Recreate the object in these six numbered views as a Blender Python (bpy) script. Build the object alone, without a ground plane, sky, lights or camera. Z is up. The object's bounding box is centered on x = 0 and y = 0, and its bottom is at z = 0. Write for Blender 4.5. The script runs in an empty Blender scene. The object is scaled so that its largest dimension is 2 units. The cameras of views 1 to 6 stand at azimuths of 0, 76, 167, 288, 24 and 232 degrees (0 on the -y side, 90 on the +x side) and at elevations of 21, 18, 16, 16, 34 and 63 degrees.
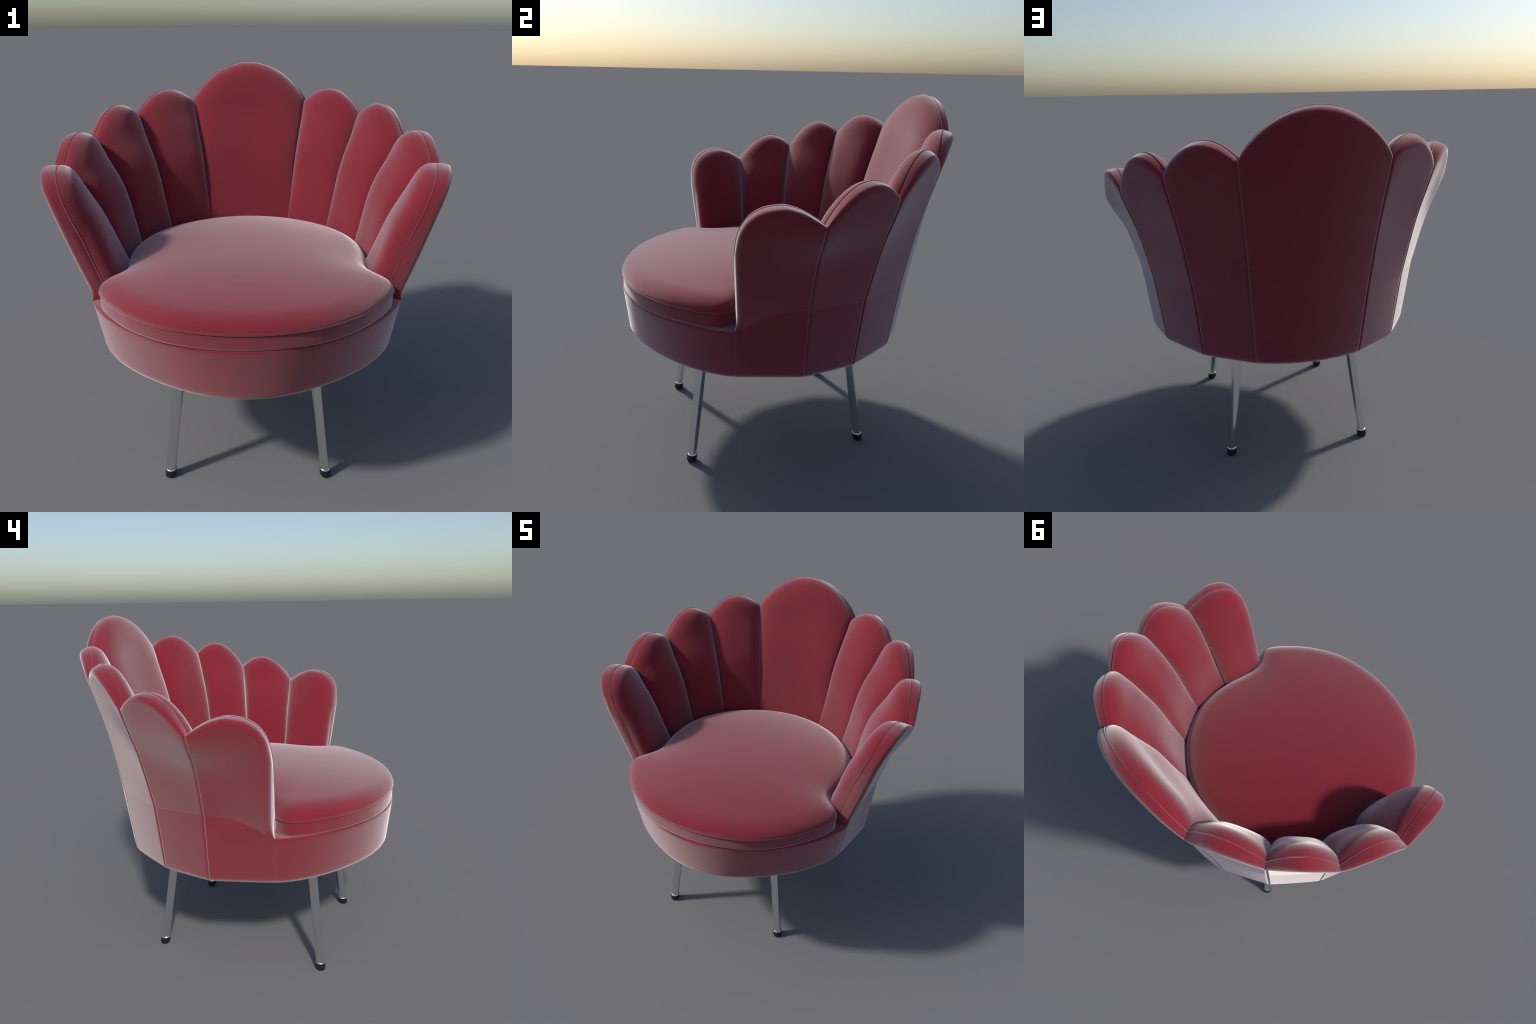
"""Velvet scallop-back tub chair on four splayed chrome legs (frame: metres, z up, front = -y)."""
import bpy
import math
import numpy as np

# ------------------------------------------------------------------ helpers
def interp_curve(points, z):
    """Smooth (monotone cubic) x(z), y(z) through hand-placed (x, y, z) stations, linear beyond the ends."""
    p = np.array(points, float)
    zs = p[:, 2]
    z = np.asarray(z, float)
    out = np.zeros(z.shape + (2,))
    h = np.diff(zs)
    for a in range(2):
        d = np.diff(p[:, a]) / h
        m = np.zeros(len(zs))
        m[0], m[-1] = d[0], d[-1]
        for i in range(1, len(zs) - 1):
            m[i] = 0 if d[i - 1] * d[i] <= 0 else (h[i - 1] + h[i]) / (h[i] / d[i - 1] + h[i - 1] / d[i])
        k = np.clip(np.searchsorted(zs, z) - 1, 0, len(zs) - 2)
        t = (z - zs[k]) / h[k]
        tc = np.clip(t, 0, 1)
        f = ((2 * tc**3 - 3 * tc**2 + 1) * p[k, a] + (tc**3 - 2 * tc**2 + tc) * h[k] * m[k]
             + (-2 * tc**3 + 3 * tc**2) * p[k + 1, a] + (tc**3 - tc**2) * h[k] * m[k + 1])
        f = f + np.where(t < 0, t * h[k] * m[k], 0) + np.where(t > 1, (t - 1) * h[k] * m[k + 1], 0)
        out[..., a] = f
    return out


def bent_curve(points, z):
    """Straight from the first station to the second (the knee), a separate smooth flare above it."""
    z = np.asarray(z, float)
    a, b = np.array(points[0]), np.array(points[1])
    low = a[:2] + (b - a)[:2] * ((z - a[2]) / (b[2] - a[2]))[..., None]
    return np.where((z < b[2])[..., None], low, interp_curve(points[1:], z))


def poly_interp(pts, x):
    """Monotone cubic y(x) through (x, y) stations."""
    return interp_curve([(b, 0.0, a) for a, b in pts], x)[..., 0]


def grid_normals(P):
    du = np.gradient(P, axis=0)
    dv = np.gradient(P, axis=1)
    n = np.cross(du, dv)
    return n / np.maximum(np.linalg.norm(n, axis=-1, keepdims=True), 1e-9)


def quad_faces(nu, nv, closed_u=False):
    f = []
    for i in range(nu if closed_u else nu - 1):
        for j in range(nv - 1):
            a = i * nv + j
            b = ((i + 1) % nu) * nv + j
            f.append((a, b, b + 1, a + 1))
    return f


def make_object(name, verts, faces, material, parent=None, mirror=False, smooth=True, sharp_angle=None):
    v = np.array(verts, float).reshape(-1, 3)
    if mirror:
        v = v * np.array([-1.0, 1.0, 1.0])
        faces = [tuple(reversed(f)) for f in faces]
    me = bpy.data.meshes.new(name)
    me.from_pydata([tuple(p) for p in v], [], faces)
    me.update()
    if smooth:
        me.polygons.foreach_set("use_smooth", [True] * len(me.polygons))
        if sharp_angle is not None:
            me.set_sharp_from_angle(angle=math.radians(sharp_angle))
    me.materials.append(material)
    ob = bpy.data.objects.new(name, me)
    bpy.context.scene.collection.objects.link(ob)
    if parent is not None:
        ob.parent = parent
    return ob


def tube(path, radius, sides=8, closed=False):
    """Round cord swept along a polyline."""
    p = np.array(path, float)
    n = len(p)
    if closed:
        t = np.roll(p, -1, 0) - np.roll(p, 1, 0)
    else:
        t = np.gradient(p, axis=0)
    t /= np.maximum(np.linalg.norm(t, axis=1, keepdims=True), 1e-9)
    ref = np.array([0.0, 0.0, 1.0]) if closed else np.array([0.35, 0.9, 0.1])
    a = np.cross(t, ref)
    a /= np.linalg.norm(a, axis=1, keepdims=True)
    b = np.cross(t, a)
    ang = np.linspace(0, 2 * math.pi, sides, endpoint=False)
    V = p[:, None] + radius * (np.cos(ang)[None, :, None] * a[:, None] + np.sin(ang)[None, :, None] * b[:, None])
    F = []
    for i in range(n if closed else n - 1):
        k = (i + 1) % n
        for j in range(sides):
            l = (j + 1) % sides
            F.append((i * sides + j, i * sides + l, k * sides + l, k * sides + j))
    if not closed:
        F.append(tuple(range(sides)))
        F.append(tuple(reversed(range((n - 1) * sides, n * sides))))
    return V.reshape(-1, 3), F


# ------------------------------------------------------------------ materials
SHEEN_R = 0.482


def velvet_material():
    m = bpy.data.materials.new("red_velvet")
    m.use_nodes = True
    nt = m.node_tree
    b = nt.nodes["Principled BSDF"]
    tc = nt.nodes.new("ShaderNodeTexCoord")
    noise = nt.nodes.new("ShaderNodeTexNoise")
    noise.inputs["Scale"].default_value = 5.0
    noise.inputs["Detail"].default_value = 3.0
    ramp = nt.nodes.new("ShaderNodeValToRGB")
    ramp.color_ramp.elements[0].position = 0.3
    ramp.color_ramp.elements[1].position = 0.7
    ramp.color_ramp.elements[0].color = (0.182, 0.0085, 0.0220, 1)
    ramp.color_ramp.elements[1].color = (0.196, 0.0095, 0.0240, 1)
    nt.links.new(tc.outputs["Object"], noise.inputs["Vector"])
    nt.links.new(noise.outputs["Fac"], ramp.inputs["Fac"])
    nt.links.new(ramp.outputs["Color"], b.inputs["Base Color"])
    fine = nt.nodes.new("ShaderNodeTexNoise")
    fine.inputs["Scale"].default_value = 420.0
    fine.inputs["Detail"].default_value = 2.0
    nt.links.new(tc.outputs["Object"], fine.inputs["Vector"])
    bump = nt.nodes.new("ShaderNodeBump")
    bump.inputs["Strength"].default_value = 0.03
    bump.inputs["Distance"].default_value = 0.002
    nt.links.new(fine.outputs["Fac"], bump.inputs["Height"])
    nt.links.new(bump.outputs["Normal"], b.inputs["Normal"])
    b.inputs["Roughness"].default_value = 0.85
    b.inputs["Specular IOR Level"].default_value = 0.12
    b.inputs["Sheen Weight"].default_value = 1.0
    b.inputs["Sheen Roughness"].default_value = SHEEN_R
    b.inputs["Sheen Tint"].default_value = (1.0, 0.95, 0.95, 1)
    return m


def chrome_material():
    m = bpy.data.materials.new("polished_chrome")
    m.use_nodes = True
    nt = m.node_tree
    b = nt.nodes["Principled BSDF"]
    tc = nt.nodes.new("ShaderNodeTexCoord")
    noise = nt.nodes.new("ShaderNodeTexNoise")
    noise.inputs["Scale"].default_value = 30.0
    mr = nt.nodes.new("ShaderNodeMapRange")
    mr.inputs["To Min"].default_value = 0.08
    mr.inputs["To Max"].default_value = 0.13
    nt.links.new(tc.outputs["Object"], noise.inputs["Vector"])
    nt.links.new(noise.outputs["Fac"], mr.inputs["Value"])
    nt.links.new(mr.outputs["Result"], b.inputs["Roughness"])
    b.inputs["Base Color"].default_value = (0.84, 0.84, 0.85, 1)
    b.inputs["Metallic"].default_value = 1.0
    return m


def rubber_material():
    m = bpy.data.materials.new("black_rubber")
    m.use_nodes = True
    nt = m.node_tree
    b = nt.nodes["Principled BSDF"]
    tc = nt.nodes.new("ShaderNodeTexCoord")
    noise = nt.nodes.new("ShaderNodeTexNoise")
    noise.inputs["Scale"].default_value = 60.0
    ramp = nt.nodes.new("ShaderNodeValToRGB")
    ramp.color_ramp.elements[0].color = (0.006, 0.006, 0.006, 1)
    ramp.color_ramp.elements[1].color = (0.012, 0.012, 0.012, 1)
    nt.links.new(tc.outputs["Object"], noise.inputs["Vector"])
    nt.links.new(noise.outputs["Fac"], ramp.inputs["Fac"])
    nt.links.new(ramp.outputs["Color"], b.inputs["Base Color"])
    b.inputs["Roughness"].default_value = 0.5
    return m


VELVET = velvet_material()
CHROME = chrome_material()
RUBBER = rubber_material()

# ------------------------------------------------------------------ the thing
chair = bpy.data.objects.new("petal_armchair", None)
chair.empty_display_size = 0.2
bpy.context.scene.collection.objects.link(chair)
chair["label"] = "red velvet scalloped shell armchair on splayed chrome legs"
chair["category"] = "armchair"

# ------------------------------------------------------------------ seam lines
# Seams between neighbouring petals, outside (bottom, knee, flare, valley, run-out above the valley)
Z_BOTTOM = 0.660
SEAM_OUT = [
    [(0.2835, 0.651, 0.690), (0.3085, 0.694, 1.040), (0.336, 0.748, 1.380), (0.372, 0.816, 1.727), (0.392, 0.845, 1.98)],
    [(0.538, 0.481, 0.690), (0.574, 0.511, 1.040), (0.627, 0.550, 1.350), (0.694, 0.601, 1.654), (0.725, 0.625, 1.85)],
    [(0.718, 0.217, 0.690), (0.763, 0.234, 1.035), (0.825, 0.268, 1.300), (0.905, 0.311, 1.565), (0.940, 0.330, 1.75)],
    [(0.788, -0.060, 0.690), (0.833, -0.062, 1.043), (0.903, -0.060, 1.275), (1.000, -0.058, 1.477), (1.010, -0.056, 1.60)],
    [(0.719, -0.399, 0.690), (0.759, -0.404, 0.925), (0.770, -0.392, 0.955), (0.836, -0.409, 1.160), (0.896, -0.426, 1.370), (0.952, -0.430, 1.56)],
]
# the same seams on the seat side, where the padded fronts meet (z at seat level first)
SEAM_IN = [
    [(0.233, 0.500, 0.920), (0.243, 0.528, 1.054), (0.291, 0.638, 1.400), (0.353, 0.782, 1.739), (0.366, 0.815, 1.98)],
    [(0.450, 0.368, 0.920), (0.470, 0.385, 1.045), (0.558, 0.467, 1.360), (0.673, 0.579, 1.684), (0.695, 0.600, 1.85)],
    [(0.592, 0.168, 0.920), (0.616, 0.177, 1.020), (0.724, 0.229, 1.300), (0.873, 0.296, 1.578), (0.900, 0.312, 1.75)],
    [(0.638, -0.078, 0.920), (0.667, -0.077, 0.990), (0.792, -0.068, 1.230), (0.950, -0.056, 1.477), (0.965, -0.054, 1.60)],
    [(0.672, -0.378, 0.920), (0.722, -0.388, 1.070), (0.774, -0.402, 1.240), (0.834, -0.416, 1.400), (0.886, -0.418, 1.56)],
]


class Petal:
    def __init__(self, index):
        self.i = index
        self.nu = 57 if index == 0 else 45
        # columns are packed towards the seams, where the edges are rounded
        s = np.linspace(0, 1, self.nu)
        self.u = 0.5 - 0.5 * np.cos(math.pi * s) * (1 - 0.12 * np.sin(math.pi * s) ** 2)
        self.u[0], self.u[-1] = 0, 1

    def seam(self, table, side, z):
        if self.i == 0:
            p = bent_curve(table[0], z)
            if side == 0:
                p = p * np.array([-1.0, 1.0])
            return p
        return bent_curve(table[self.i - 1 + side], z)

    def arch(self, inner):
        """Height of the scalloped top edge for each column."""
        u = self.u
        t = 2 * u - 1
        dome = np.maximum(1 - t * t, 0) ** (0.85 if self.i == 0 else 1.04)
        zt = SEAM_IN if inner else SEAM_OUT
        if self.i == 0:
            z0 = zt[0][3][2]
            return z0 + 0.230 * dome
        if self.i < 4:
            za, zb = zt[self.i - 1][3][2], zt[self.i][3][2]
            return za + (zb - za) * u + (0.0, 0.107, 0.120, 0.117)[self.i] * dome
        # arm petal: gentle rise from the valley, then a round shoulder down to the upright front edge
        pts = [(0.0, 1.477), (0.125, 1.507), (0.30, 1.541), (0.48, 1.557), (0.66, 1.548), (0.82, 1.518),
               (0.92, 1.474), (0.975, 1.415), (1.0, 1.330)]
        return poly_interp(pts, u)

    def bulge_out(self, z, ztop):
        """Outward swell of the panel between its seams."""
        k = np.clip((z - 1.0) / (ztop - 1.0), 0, 1)
        if self.i == 0:
            return 0.054 + 0.006 * k
        if self.i == 4:
            return 0.002 + 0.008 * k ** 3 - 0.030 * k ** 2 * (1 - k)
        return 0.003 + 0.018 * k ** 3 - 0.080 * k ** 2 * (1 - k)

    def bulge_in(self, z, ztop):
        k = np.clip((z - 1.0) / (ztop - 1.0), 0, 1)
        if self.i == 0:
            return 0.012 + 0.022 * k
        if self.i == 4:
            return -0.014 * k ** 2
        return 0.004 - 0.016 * k ** 2

    def knee(self):
        if self.i == 4:
            return poly_interp([(0, 1.043), (0.35, 1.03), (0.7, 0.985), (1.0, 0.925)], self.u)
        za = SEAM_OUT[max(self.i - 1, 0)][1][2]
        zb = SEAM_OUT[self.i][1][2]
        return za + (zb - za) * self.u

    def surface(self, inner, Z):
        """Points of the outer panel / the padded side's base for column u and heights Z[u, row]."""
        table = SEAM_IN if inner else SEAM_OUT
        ZA = ZB = Z
        if not inner:
            # let the knee line sweep from one seam's knee to the other's
            kn = self.knee()
            w = np.where(Z < kn[:, None], (Z - Z_BOTTOM) / (kn[:, None] - Z_BOTTOM),
                         np.clip(1 - (Z - kn[:, None]) / 0.30, 0, 1))
            ZA = Z + (kn[0] - kn)[:, None] * w
            ZB = Z + (kn[-1] - kn)[:, None] * w
        A = self.seam(table, 0, ZA)
        B = self.seam(table, 1, ZB)
        U = self.u[:, None, None]
        P = A + (B - A) * U
        n = np.stack([(B - A)[..., 1], -(B - A)[..., 0]], -1)
        n = n / np.linalg.norm(n, axis=-1, keepdims=True)
        mid = (A + B) / 2
        n = n * np.sign((n * mid).sum(-1, keepdims=True))
        ztop = self.arch(inner)[:, None]
        b = (self.bulge_in if inner else self.bulge_out)(Z, ztop)
        swell = 4 * U[..., 0] * (1 - U[..., 0])
        P = P + n * (b * swell)[..., None]
        return np.concatenate([P, Z[..., None]], -1)


def rounding(radius, d):
    d = np.clip(d, 0, radius)
    return radius - np.sqrt(np.maximum(radius ** 2 - (radius - d) ** 2, 0))


def distance_to_edge(P):
    """Distance, in the upright side plane, of every grid point to the free edge of the arm (arched top + front)."""
    path = np.concatenate([P[:, -1, 1:3], P[-1, ::-1, 1:3][1:]])
    a, b = path[:-1], path[1:]
    keep = np.linalg.norm(b - a, axis=1) > 1e-7
    a, b = a[keep], b[keep]
    q = P[..., 1:3][:, :, None, :]
    ab = b - a
    t = np.clip(((q - a) * ab).sum(-1) / (ab * ab).sum(-1), 0, 1)
    c = a + t[..., None] * ab
    return np.sqrt(((q - c) ** 2).sum(-1)).min(2)


CORNER_DEPTH, CORNER_RUN = 0.0048, 0.020


def build_petal(index, mirror):
    pt = Petal(index)
    u = pt.u
    top = pt.arch(False)
    # ---- outer shell rows
    knee = pt.knee()
    r_bot = 0.03
    low = np.concatenate([r_bot * (1 - np.cos(np.linspace(0, math.pi / 2, 6))), [r_bot + 0.02]])
    rows_low = [Z_BOTTOM + a for a in low]
    Zl = np.stack([np.full_like(u, z) for z in rows_low]
                  + [rows_low[-1] + (knee - rows_low[-1]) * f for f in (0.25, 0.5, 0.75, 0.94)], 1)
    f_up = np.concatenate([[0.0, 0.03], np.linspace(0.08, 0.80, 14), 0.80 + 0.20 * np.sin(np.linspace(0, math.pi / 2, 15)[1:])])
    # denser rows at the very top where the edge rolls over
    Zu = knee[:, None] + (top - knee)[:, None] * f_up[None]
    Z = np.concatenate([Zl, Zu], 1)
    S = pt.surface(False, Z)
    dz_in = pt.arch(True) - top
    Zi = np.maximum(Z, 0.9) + dz_in[:, None] * np.clip((Z - 1.0) / (top[:, None] - 1.0), 0, 1)
    I = pt.surface(True, Zi)
    width = np.linalg.norm((S[-1] - S[0]), axis=-1)[None, :]
    thick = np.maximum(np.linalg.norm(I - S, axis=-1), 1e-4)
    # roll radii: wide over the scalloped top, tight at the seams
    r_top = 0.034 * np.minimum(1, 0.40 + 2.2 * np.minimum(u, 1 - u))[:, None]
    if index == 4:
        r_top = 0.034 * np.minimum(1, 0.40 + 2.2 * u)[:, None]
    slope = 1.06
    if index == 4:
        # true distance to the arched edge in the (y, z) plane of the arm
        dt = distance_to_edge(S)
        upper = np.clip((Z - (0.925)) / 0.04, 0, 1)
        D = rounding(r_top * np.ones_like(dt), dt) * upper
        dL = u[:, None] * width
        D = np.maximum(D, rounding(0.012, dL) * np.ones_like(D))
    else:
        # gradient-corrected distance to the arched edge
        x_along = np.linalg.norm(np.diff(S[:, -1, :2], axis=0), axis=1)
        dzdx = np.gradient(top, np.concatenate([[0], np.cumsum(x_along)]))
        corr = 1 / np.sqrt(1 + dzdx ** 2)
        dt = (top[:, None] - Z) * slope * corr[:, None]
        D = rounding(r_top, dt)
        dS = np.minimum(u, 1 - u)[:, None] * width
        D = np.maximum(D, rounding(0.012, dS))
    w = np.clip(D / thick, 0, 0.95)[..., None]
    O = S + (I - S) * w
    # rounded bottom edge: pull the lowest rows towards the seat axis
    rb = r_bot - np.sqrt(np.maximum(r_bot ** 2 - (r_bot - np.clip(Z - Z_BOTTOM, 0, r_bot)) ** 2, 0))
    axis = np.array([0.0, -0.08])
    rad = axis - O[..., :2]
    rad /= np.linalg.norm(rad, axis=-1, keepdims=True)
    O[..., :2] += rad * rb[..., None]
    if index == 4:
        soft = CORNER_DEPTH * (1 - np.minimum((1 - u)[:, None] * width / CORNER_RUN, 1)) ** 2
        O[..., :2] += rad * (soft * np.clip((0.935 - Z) / 0.02, 0, 1))[..., None]
    # ---- rim wall from the rolled edge to the piping line, along top (and the arm's front edge)
    w_end = w[:, -1, 0]
    groove = 0.006
    wall_rows = []
    th_top = thick[:, -1]
    for f in (0.12, 0.3, 0.5, 0.7, 0.86, 0.95, 1.0):
        ww = w_end + (1 - w_end) * f
        crown = 0.035 * th_top * math.sin(math.pi * f)
        p = S[:, -1] + (I[:, -1] - S[:, -1]) * ww[:, None]
        p[:, 2] += crown * np.minimum(1, 8 * np.minimum(u, 1 - u if index < 4 else 1)) * (1 if index < 4 else np.clip((p[:, 2] - 1.4) / 0.1, 0, 1))
        wall_rows.append(p)
    g = I[:, -1] + (S[:, -1] - I[:, -1]) * (0.002 / th_top)[:, None]
    g = g - np.array([0, 0, groove])
    wall_rows.append(g)
    full = np.concatenate([O, np.stack(wall_rows, 1)], 1)
    nu, nv = full.shape[:2]
    V = full.reshape(-1, 3)
    F = quad_faces(nu, nv)
    if index == 4:
        # front face of the arm: from the rolled upright edge to the piping, down to the shelf
        base = len(V)
        rows = [k for k in range(Z.shape[1]) if Z[-1, k] > 0.90]
        extra = []
        fr = (0.0, 0.12, 0.3, 0.5, 0.7, 0.86, 0.95, 1.0)
        for k in rows:
            a, b = O[-1, k], I[-1, k]
            for f in fr:
                p = a + (b - a) * f
                p[1] -= 0.004 * math.sin(math.pi * f) * np.clip((1.35 - Z[-1, k]) / 0.1, 0, 1) * np.clip((Z[-1, k] - 0.95) / 0.1, 0, 1)
                extra.append(p)
            extra.append(b + np.array([0.002, 0.006, 0.0]))
        V = np.concatenate([V, np.array(extra)])
        F += [tuple(base + x for x in f) for f in quad_faces(len(rows), len(fr) + 1)]
    # weld the shared columns and orient outwards
    shell = make_object("backrest_petal", V, F, VELVET, chair, mirror)
    crease = O[:, Zl.shape[1]] * np.array([-1.0 if mirror else 1.0, 1.0, 1.0])
    weld(shell, 0.0004, crease)

    # ---- padded front
    ztop_i = pt.arch(True)
    zlo = 0.905
    fr = np.concatenate([[0], np.linspace(0.06, 0.76, 16), 0.76 + 0.24 * np.sin(np.linspace(0, math.pi / 2, 19)[1:])])
    # rows packed towards the top edge
    Zp = zlo + (ztop_i - zlo)[:, None] * fr[None]
    P = pt.surface(True, Zp)
    N = grid_normals(P)
    cen = np.array([0.0, 0.0])
    sgn = np.sign((N[..., :2] * (cen - P[..., :2])).sum(-1))
    N = N * sgn[..., None]
    # smooth the normals towards the panel average so that neighbours bulge evenly
    Nm = N.mean(axis=0, keepdims=True)
    N = 0.55 * N + 0.45 * Nm
    N /= np.linalg.norm(N, axis=-1, keepdims=True)
    wid = np.linalg.norm(P[-1] - P[0], axis=-1)[None, :]
    if index == 4:
        dt = distance_to_edge(P)
        dS = u[:, None] * wid
        Ws = 0.22
        rise = np.clip((Zp - 1.15) / 0.30, 0, 1)
        Wt = 0.10 + 0.12 * rise * rise * (3 - 2 * rise)
    else:
        x_along = np.linalg.norm(np.diff(P[:, -1, :2], axis=0), axis=1)
        dzdx = np.gradient(ztop_i, np.concatenate([[0], np.cumsum(x_along)]))
        dt = (ztop_i[:, None] - Zp) * 1.08 / np.sqrt(1 + dzdx ** 2)[:, None]
        dS = np.minimum(u, 1 - u)[:, None] * wid
        Ws = np.minimum(0.5 * wid, 0.20)
        Wt = 0.26 if index else 0.28
    es = np.maximum(1 - (1 - np.minimum(dS / Ws, 1)) ** 2.3, 0) ** 0.5
    et = np.maximum(1 - (1 - np.minimum(dt / Wt, 1)) ** 2.1, 0) ** 0.5
    amp_top = (0.098, 0.088, 0.095, 0.102, 0.098)[index]
    z_seat = 1.05 if index == 0 else 1.0
    k = np.clip((Zp - z_seat) / ((1.74, 1.58, 1.45, 1.37, 1.42)[index] - z_seat), 0, 1)
    k = 0.7 * k + 0.3 * k * k * (3 - 2 * k)
    amp_low = (0.0, 0.004, 0.012, 0.020, 0.078)[index]
    amp = amp_low + (amp_top - amp_low) * k
    # rounded in both directions, full right into the corners at the valleys
    puff = amp * 2 ** 0.4 / ((np.maximum(es, 1e-4)) ** -2.5 + (np.maximum(et, 1e-4)) ** -2.5) ** 0.4
    P = P + N * puff[..., None]
    # tuck the pad's edge into the seam groove
    tuck = I[:, -1][:, None] * 0 + (P[:, -1] + (S[:, -1] - I[:, -1]) * (0.004 / th_top)[:, None] - np.array([0, 0, groove]))[:, None]
    Pf = np.concatenate([P, tuck], 1)
    nu, nv = Pf.shape[:2]
    V = Pf.reshape(-1, 3)
    F = [tuple(reversed(f)) for f in quad_faces(nu, nv)]
    pad = make_object("petal_pad", V, F, VELVET, shell, mirror)
    weld(pad, 0.0004)

    # ---- fine piping along the seam between shell rim and pad
    line = I[:, -1].copy()
    line[:, 2] += 0.0008
    if index == 4:
        zz = np.linspace(line[-1, 2], 0.92, 26)[1:]
        xy = interp_curve(SEAM_IN[4], zz)
        line = np.concatenate([line, np.concatenate([xy, zz[:, None]], 1)])
    Vt, Ft = tube(line, 0.0028, 6)
    make_object("petal_piping", Vt, Ft, VELVET, shell, mirror)
    return shell


def weld(ob, dist, crease=None):
    """Merge coincident vertices, orient outwards, shade smooth; edges along the crease polyline stay sharp."""
    import bmesh
    bm = bmesh.new()
    bm.from_mesh(ob.data)
    bmesh.ops.remove_doubles(bm, verts=bm.verts, dist=dist)
    bmesh.ops.recalc_face_normals(bm, faces=bm.faces)
    for f in bm.faces:
        f.smooth = True
    if crease is not None:
        bm.verts.index_update()
        on = set()
        for v in bm.verts:
            if np.min(np.abs(crease - np.array(v.co)).sum(1)) < 1e-4:
                on.add(v.index)
        bm.verts.index_update()
        for e in bm.edges:
            if e.verts[0].index in on and e.verts[1].index in on:
                e.smooth = False
    bm.to_mesh(ob.data)
    bm.free()


for i in range(5):
    build_petal(i, False)
    if i:
        build_petal(i, True)

# ------------------------------------------------------------------ seat base: curved front rail, shelf and underside
def arc_front(half_width, y_corner, y_front, n):
    h = y_corner - y_front
    R = (half_width ** 2 + h ** 2) / (2 * h)
    a = math.asin(half_width / R)
    t = np.linspace(-a, a, n)
    return np.stack([R * np.sin(t), y_front + R - R * np.cos(t)], -1)


def build_base():
    n = 161
    bot = arc_front(0.719, -0.399, -0.876, n)
    top = arc_front(0.759, -0.404, -0.902, n)
    z0, z1 = 0.690, 0.925
    rb, rt = 0.03, 0.014
    prof = []
    for a in np.linspace(0, math.pi / 2, 7):
        prof.append((Z_BOTTOM + rb * (1 - math.cos(a)), rb * (1 - math.sin(a))))
    for f in (0.1, 0.35, 0.65, 0.9):
        prof.append((Z_BOTTOM + rb + (z1 - rt - Z_BOTTOM - rb) * f, 0.0))
    for a in np.linspace(0, math.pi / 2, 7):
        prof.append((z1 - rt + rt * math.sin(a), rt * (1 - math.cos(a))))
    prof.append((z1, 0.06))
    prof.append((z1, 0.16))
    V = np.zeros((n, len(prof), 3))
    c = np.array([0.0, -0.08])
    for k, (z, inset) in enumerate(prof):
        f = (z - z0) / (z1 - z0)
        xy = bot + (top - bot) * f
        flat = (0.012 + 0.006 * (1 - f)) * np.sin(math.pi * np.linspace(-1, 1, n)) ** 2
        d = c - xy
        d /= np.linalg.norm(d, axis=1, keepdims=True)
        run = np.concatenate([[0], np.cumsum(np.linalg.norm(np.diff(xy, axis=0), axis=1))])
        flat = flat + CORNER_DEPTH * (1 - np.minimum(np.minimum(run, run[-1] - run) / CORNER_RUN, 1)) ** 2
        V[:, k, :2] = xy + d * (inset + flat)[:, None]
        V[:, k, 2] = z
    F = quad_faces(n, len(prof))
    V = V.reshape(-1, 3)
    # shelf under the cushion
    base = len(V)
    ring = [V[i * len(prof) + len(prof) - 1] for i in range(n)]
    back = []
    zs = np.array([0.925])
    for s in (3, 2, 1, 0):
        p = interp_curve(SEAM_OUT[s], zs)[0] * 0.93
        back.append((p[0], p[1], 0.925))
    back += [(-x, y, z) for x, y, z in reversed(back)]
    rim = [V[i * len(prof)] for i in range(n)]
    V = np.concatenate([V, np.array(ring), np.array(back)])
    F.append(tuple(range(base, base + n + len(back))))
    # underside panel
    b2 = len(V)
    und = []
    for s in (3, 2, 1, 0):
        p = interp_curve(SEAM_OUT[s], np.array([Z_BOTTOM]))[0] * 0.965
        und.append((p[0], p[1], Z_BOTTOM + 0.0005))
    und += [(-x, y, z) for x, y, z in reversed(und)]
    rim = [r + np.array([0, 0, 0.0005]) for r in rim]
    V = np.concatenate([V, np.array(rim), np.array(und)])
    F.append(tuple(reversed(range(b2, b2 + n + len(und)))))
    ob = make_object("seat_base", V, F, VELVET, chair)
    weld(ob, 0.0002)
    ob.data.set_sharp_from_angle(angle=math.radians(50))
    return ob


build_base()

# ------------------------------------------------------------------ seat cushion (T-shaped, with ears in front of the arms)
CUSHION_HALF = [(0.0, -0.900), (0.18, -0.882), (0.35, -0.828), (0.507, -0.725), (0.618, -0.610), (0.684, -0.514),
                (0.703, -0.455), (0.682, -0.400), (0.643, -0.350), (0.617, -0.285), (0.622, -0.190), (0.633, -0.090),
                (0.627, 0.044), (0.587, 0.177), (0.509, 0.300), (0.402, 0.401), (0.265, 0.482), (0.127, 0.528), (0.0, 0.541)]


def closed_spline(pts, per):
    p = np.array(pts, float)
    n = len(p)
    out = []
    for i in range(n):
        p0, p1, p2, p3 = p[(i - 1) % n], p[i], p[(i + 1) % n], p[(i + 2) % n]
        for t in np.linspace(0, 1, per, endpoint=False):
            out.append(0.5 * ((2 * p1) + (p2 - p0) * t + (2 * p0 - 5 * p1 + 4 * p2 - p3) * t * t
                              + (-p0 + 3 * p1 - 3 * p2 + p3) * t ** 3))
    return np.array(out)


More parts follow.
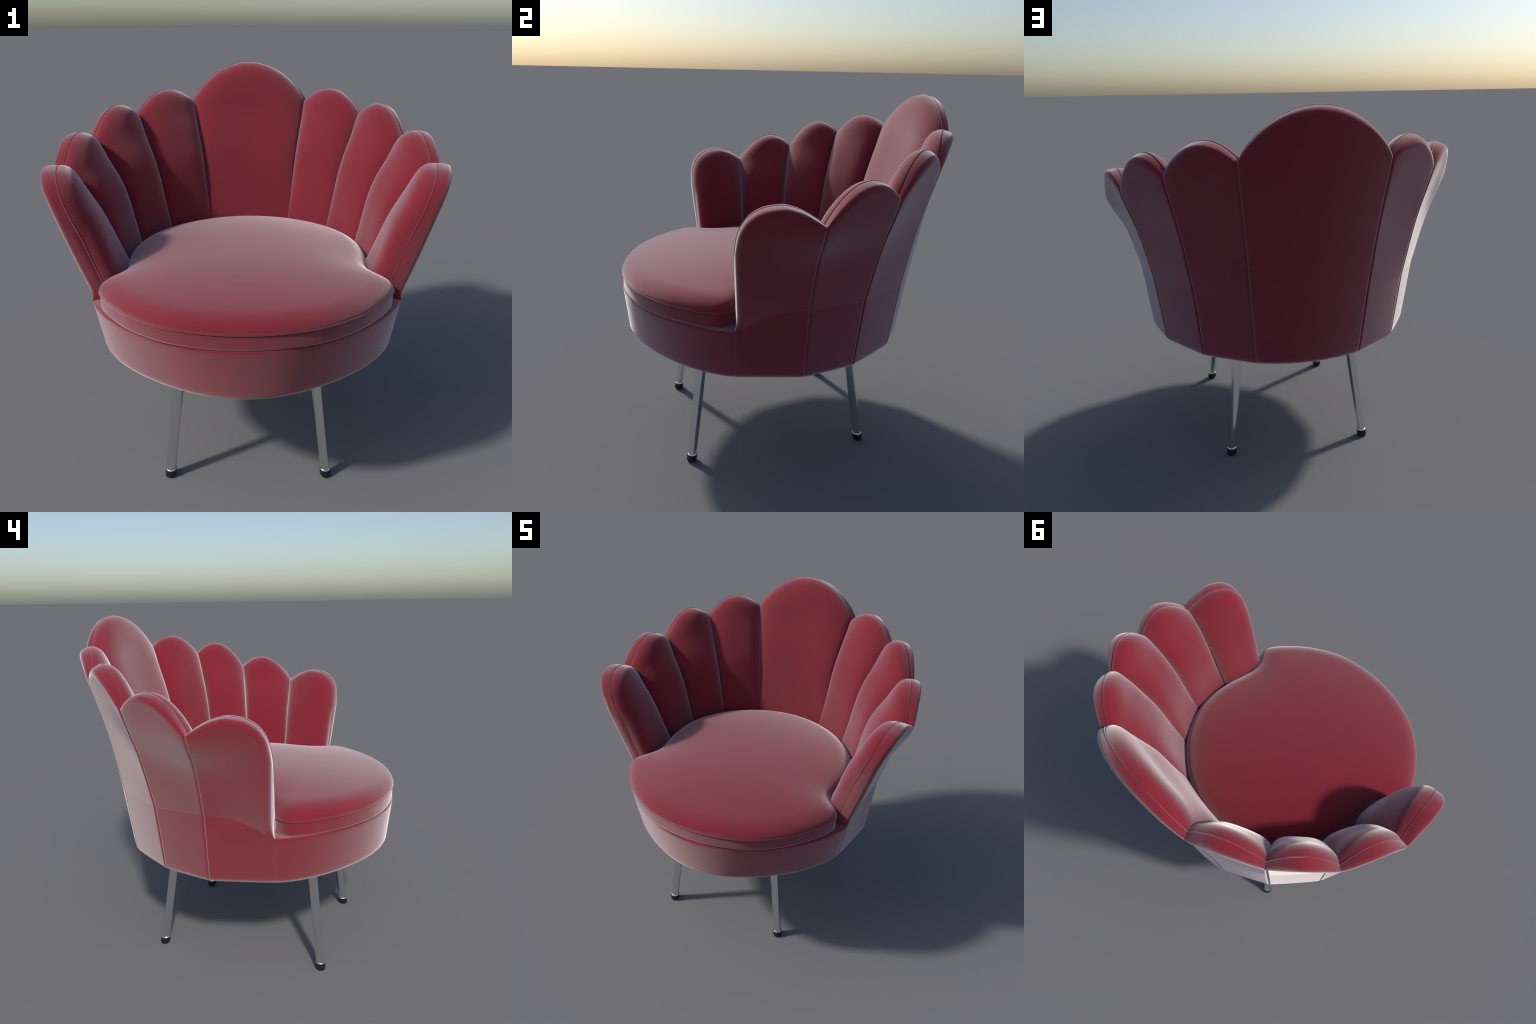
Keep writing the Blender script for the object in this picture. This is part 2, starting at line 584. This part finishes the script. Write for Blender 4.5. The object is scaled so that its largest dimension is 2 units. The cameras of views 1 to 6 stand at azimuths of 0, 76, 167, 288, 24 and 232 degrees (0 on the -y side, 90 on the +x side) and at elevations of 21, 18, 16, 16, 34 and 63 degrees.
def soft_distance(q, outline):
    """Smooth stand-in for the distance to a closed outline (no ridges): (2 / integral of r^-3 dl)^(1/2)."""
    a, b = outline, np.roll(outline, -1, 0)
    dl = np.linalg.norm(b - a, axis=1)
    m = (a + b) / 2
    out = np.zeros(len(q))
    for i in range(len(q)):
        r = np.maximum(np.linalg.norm(m - q[i], axis=1), 1e-5)
        out[i] = math.sqrt(2.0 / (dl / r ** 3).sum())
    return out


def crown(d, y):
    """Height of the cushion top: rounded edge plus a broad dome that falls a little to the front."""
    edge = 1 - np.minimum(d / 0.095, 1)
    H = 1 - 0.30 * 0.15 * np.log1p(np.exp(-(y + 0.1) / 0.15))
    return H * (0.063 * np.sqrt(np.maximum(1 - edge ** 2.2, 0)) + 0.077 * (1 - (1 - np.minimum(d / 0.40, 1)) ** 1.45))


def build_cushion():
    half = CUSHION_HALF
    loop = closed_spline(half + [(-x, y) for x, y in reversed(half[1:-1])], 8)
    n = len(loop)
    t = np.roll(loop, -1, 0) - np.roll(loop, 1, 0)
    t /= np.linalg.norm(t, axis=1, keepdims=True)
    nrm = np.stack([-t[:, 1], t[:, 0]], -1)
    c = np.array([0.0, -0.18])
    nrm *= np.sign((nrm * (c - loop)).sum(1).mean())
    z_pipe, z_low = 1.003, 0.928
    rows = []
    rows.append((loop + nrm * 0.05, np.full(n, z_low - 0.004)))
    for inset, z in ((0.012, z_low - 0.002), (0.006, z_low - 0.0005), (0.0035, z_low + 0.003), (0.003, z_low + 0.010),
                     (0.003, z_low + 0.045), (0.003, z_pipe - 0.012), (0.003, z_pipe - 0.008), (0.006, z_pipe - 0.0065),
                     (0.007, z_pipe - 0.003)):
        rows.append((loop + nrm * inset, np.full(n, z)))
    # crowned top: rounded edge by true distance to the outline, nearly flat centre that falls a little to the front
    fine_loop = closed_spline(half + [(-x, y) for x, y in reversed(half[1:-1])], 48)
    soft = loop.copy()
    for _ in range(60):
        soft = 0.5 * soft + 0.25 * (np.roll(soft, 1, 0) + np.roll(soft, -1, 0))
    ss = np.concatenate([1 - 0.34 * (np.linspace(0, 1, 26)) ** 1.7, np.linspace(0.66, 0.0, 16)[1:-1]])
    for s in ss:
        k = min((1 - s) / 0.4, 1.0)
        k = k * k * (3 - 2 * k)
        q = c + (loop + (soft - loop) * k - c) * s
        d = soft_distance(q, fine_loop) if s < 1 else np.zeros(n)
        rows.append((q, z_pipe + crown(d, q[:, 1])))
    V = np.stack([np.concatenate([xy, z[:, None]], 1) for xy, z in rows], 1)
    nv = V.shape[1]
    V = V.reshape(-1, 3)
    F = quad_faces(n, nv, closed_u=True)
    V = np.concatenate([V, [[c[0], c[1], z_pipe + float(crown(soft_distance(c[None], fine_loop), c[1])[0])]]])
    apex = len(V) - 1
    for i in range(n):
        F.append((i * nv + nv - 1, ((i + 1) % n) * nv + nv - 1, apex))
    F.append(tuple(i * nv for i in range(n)))
    ob = make_object("seat_cushion", V, F, VELVET, chair)
    weld(ob, 0.0002)
    path = np.concatenate([loop + nrm * 0.002, np.full((n, 1), z_pipe - 0.001)], 1)
    Vt, Ft = tube(path, 0.0050, 8, closed=True)
    p = make_object("cushion_piping", Vt, Ft, VELVET, ob)
    weld(p, 0.00005)


build_cushion()

# ------------------------------------------------------------------ legs: tapered chrome tubes with a collar and black rubber feet
def ring_loft(stations, axis_a, axis_b, sides):
    """Circles of given radius at fractions along a leaning axis (horizontal rings)."""
    V, F = [], []
    for z, r in stations:
        f = z / 0.67
        c = axis_a + (axis_b - axis_a) * f
        for j in range(sides):
            a = 2 * math.pi * j / sides
            V.append((c[0] + r * math.cos(a), c[1] + r * math.sin(a), z))
    m = len(stations)
    for i in range(m - 1):
        for j in range(sides):
            k = (j + 1) % sides
            F.append((i * sides + j, i * sides + k, (i + 1) * sides + k, (i + 1) * sides + j))
    F.append(tuple(reversed(range(sides))))
    F.append(tuple(range((m - 1) * sides, m * sides)))
    return V, F


for toe, head in (((0.403, -0.577, 0), (0.325, -0.491, 0.67)), ((0.401, 0.411, 0), (0.327, 0.321, 0.67))):
    for sx in (1, -1):
        a = np.array(toe) * [sx, 1, 1]
        b = np.array(head) * [sx, 1, 1]
        V, F = ring_loft([(0.036, 0.0243), (0.20, 0.0255), (0.45, 0.0275), (0.60, 0.0286), (0.69, 0.0293)], a, b, 12)
        leg = make_object("leg", V, F, CHROME, chair, sharp_angle=40)
        V, F = ring_loft([(0.040, 0.0283), (0.0425, 0.0283), (0.0455, 0.0262), (0.0455, 0.022)], a, b, 12)
        make_object("leg_collar", V, F, CHROME, leg, sharp_angle=50)
        V, F = ring_loft([(0.0, 0.0235), (0.008, 0.0280), (0.040, 0.0285)], a, b, 12)
        make_object("rubber_foot", V, F, RUBBER, leg, sharp_angle=40)
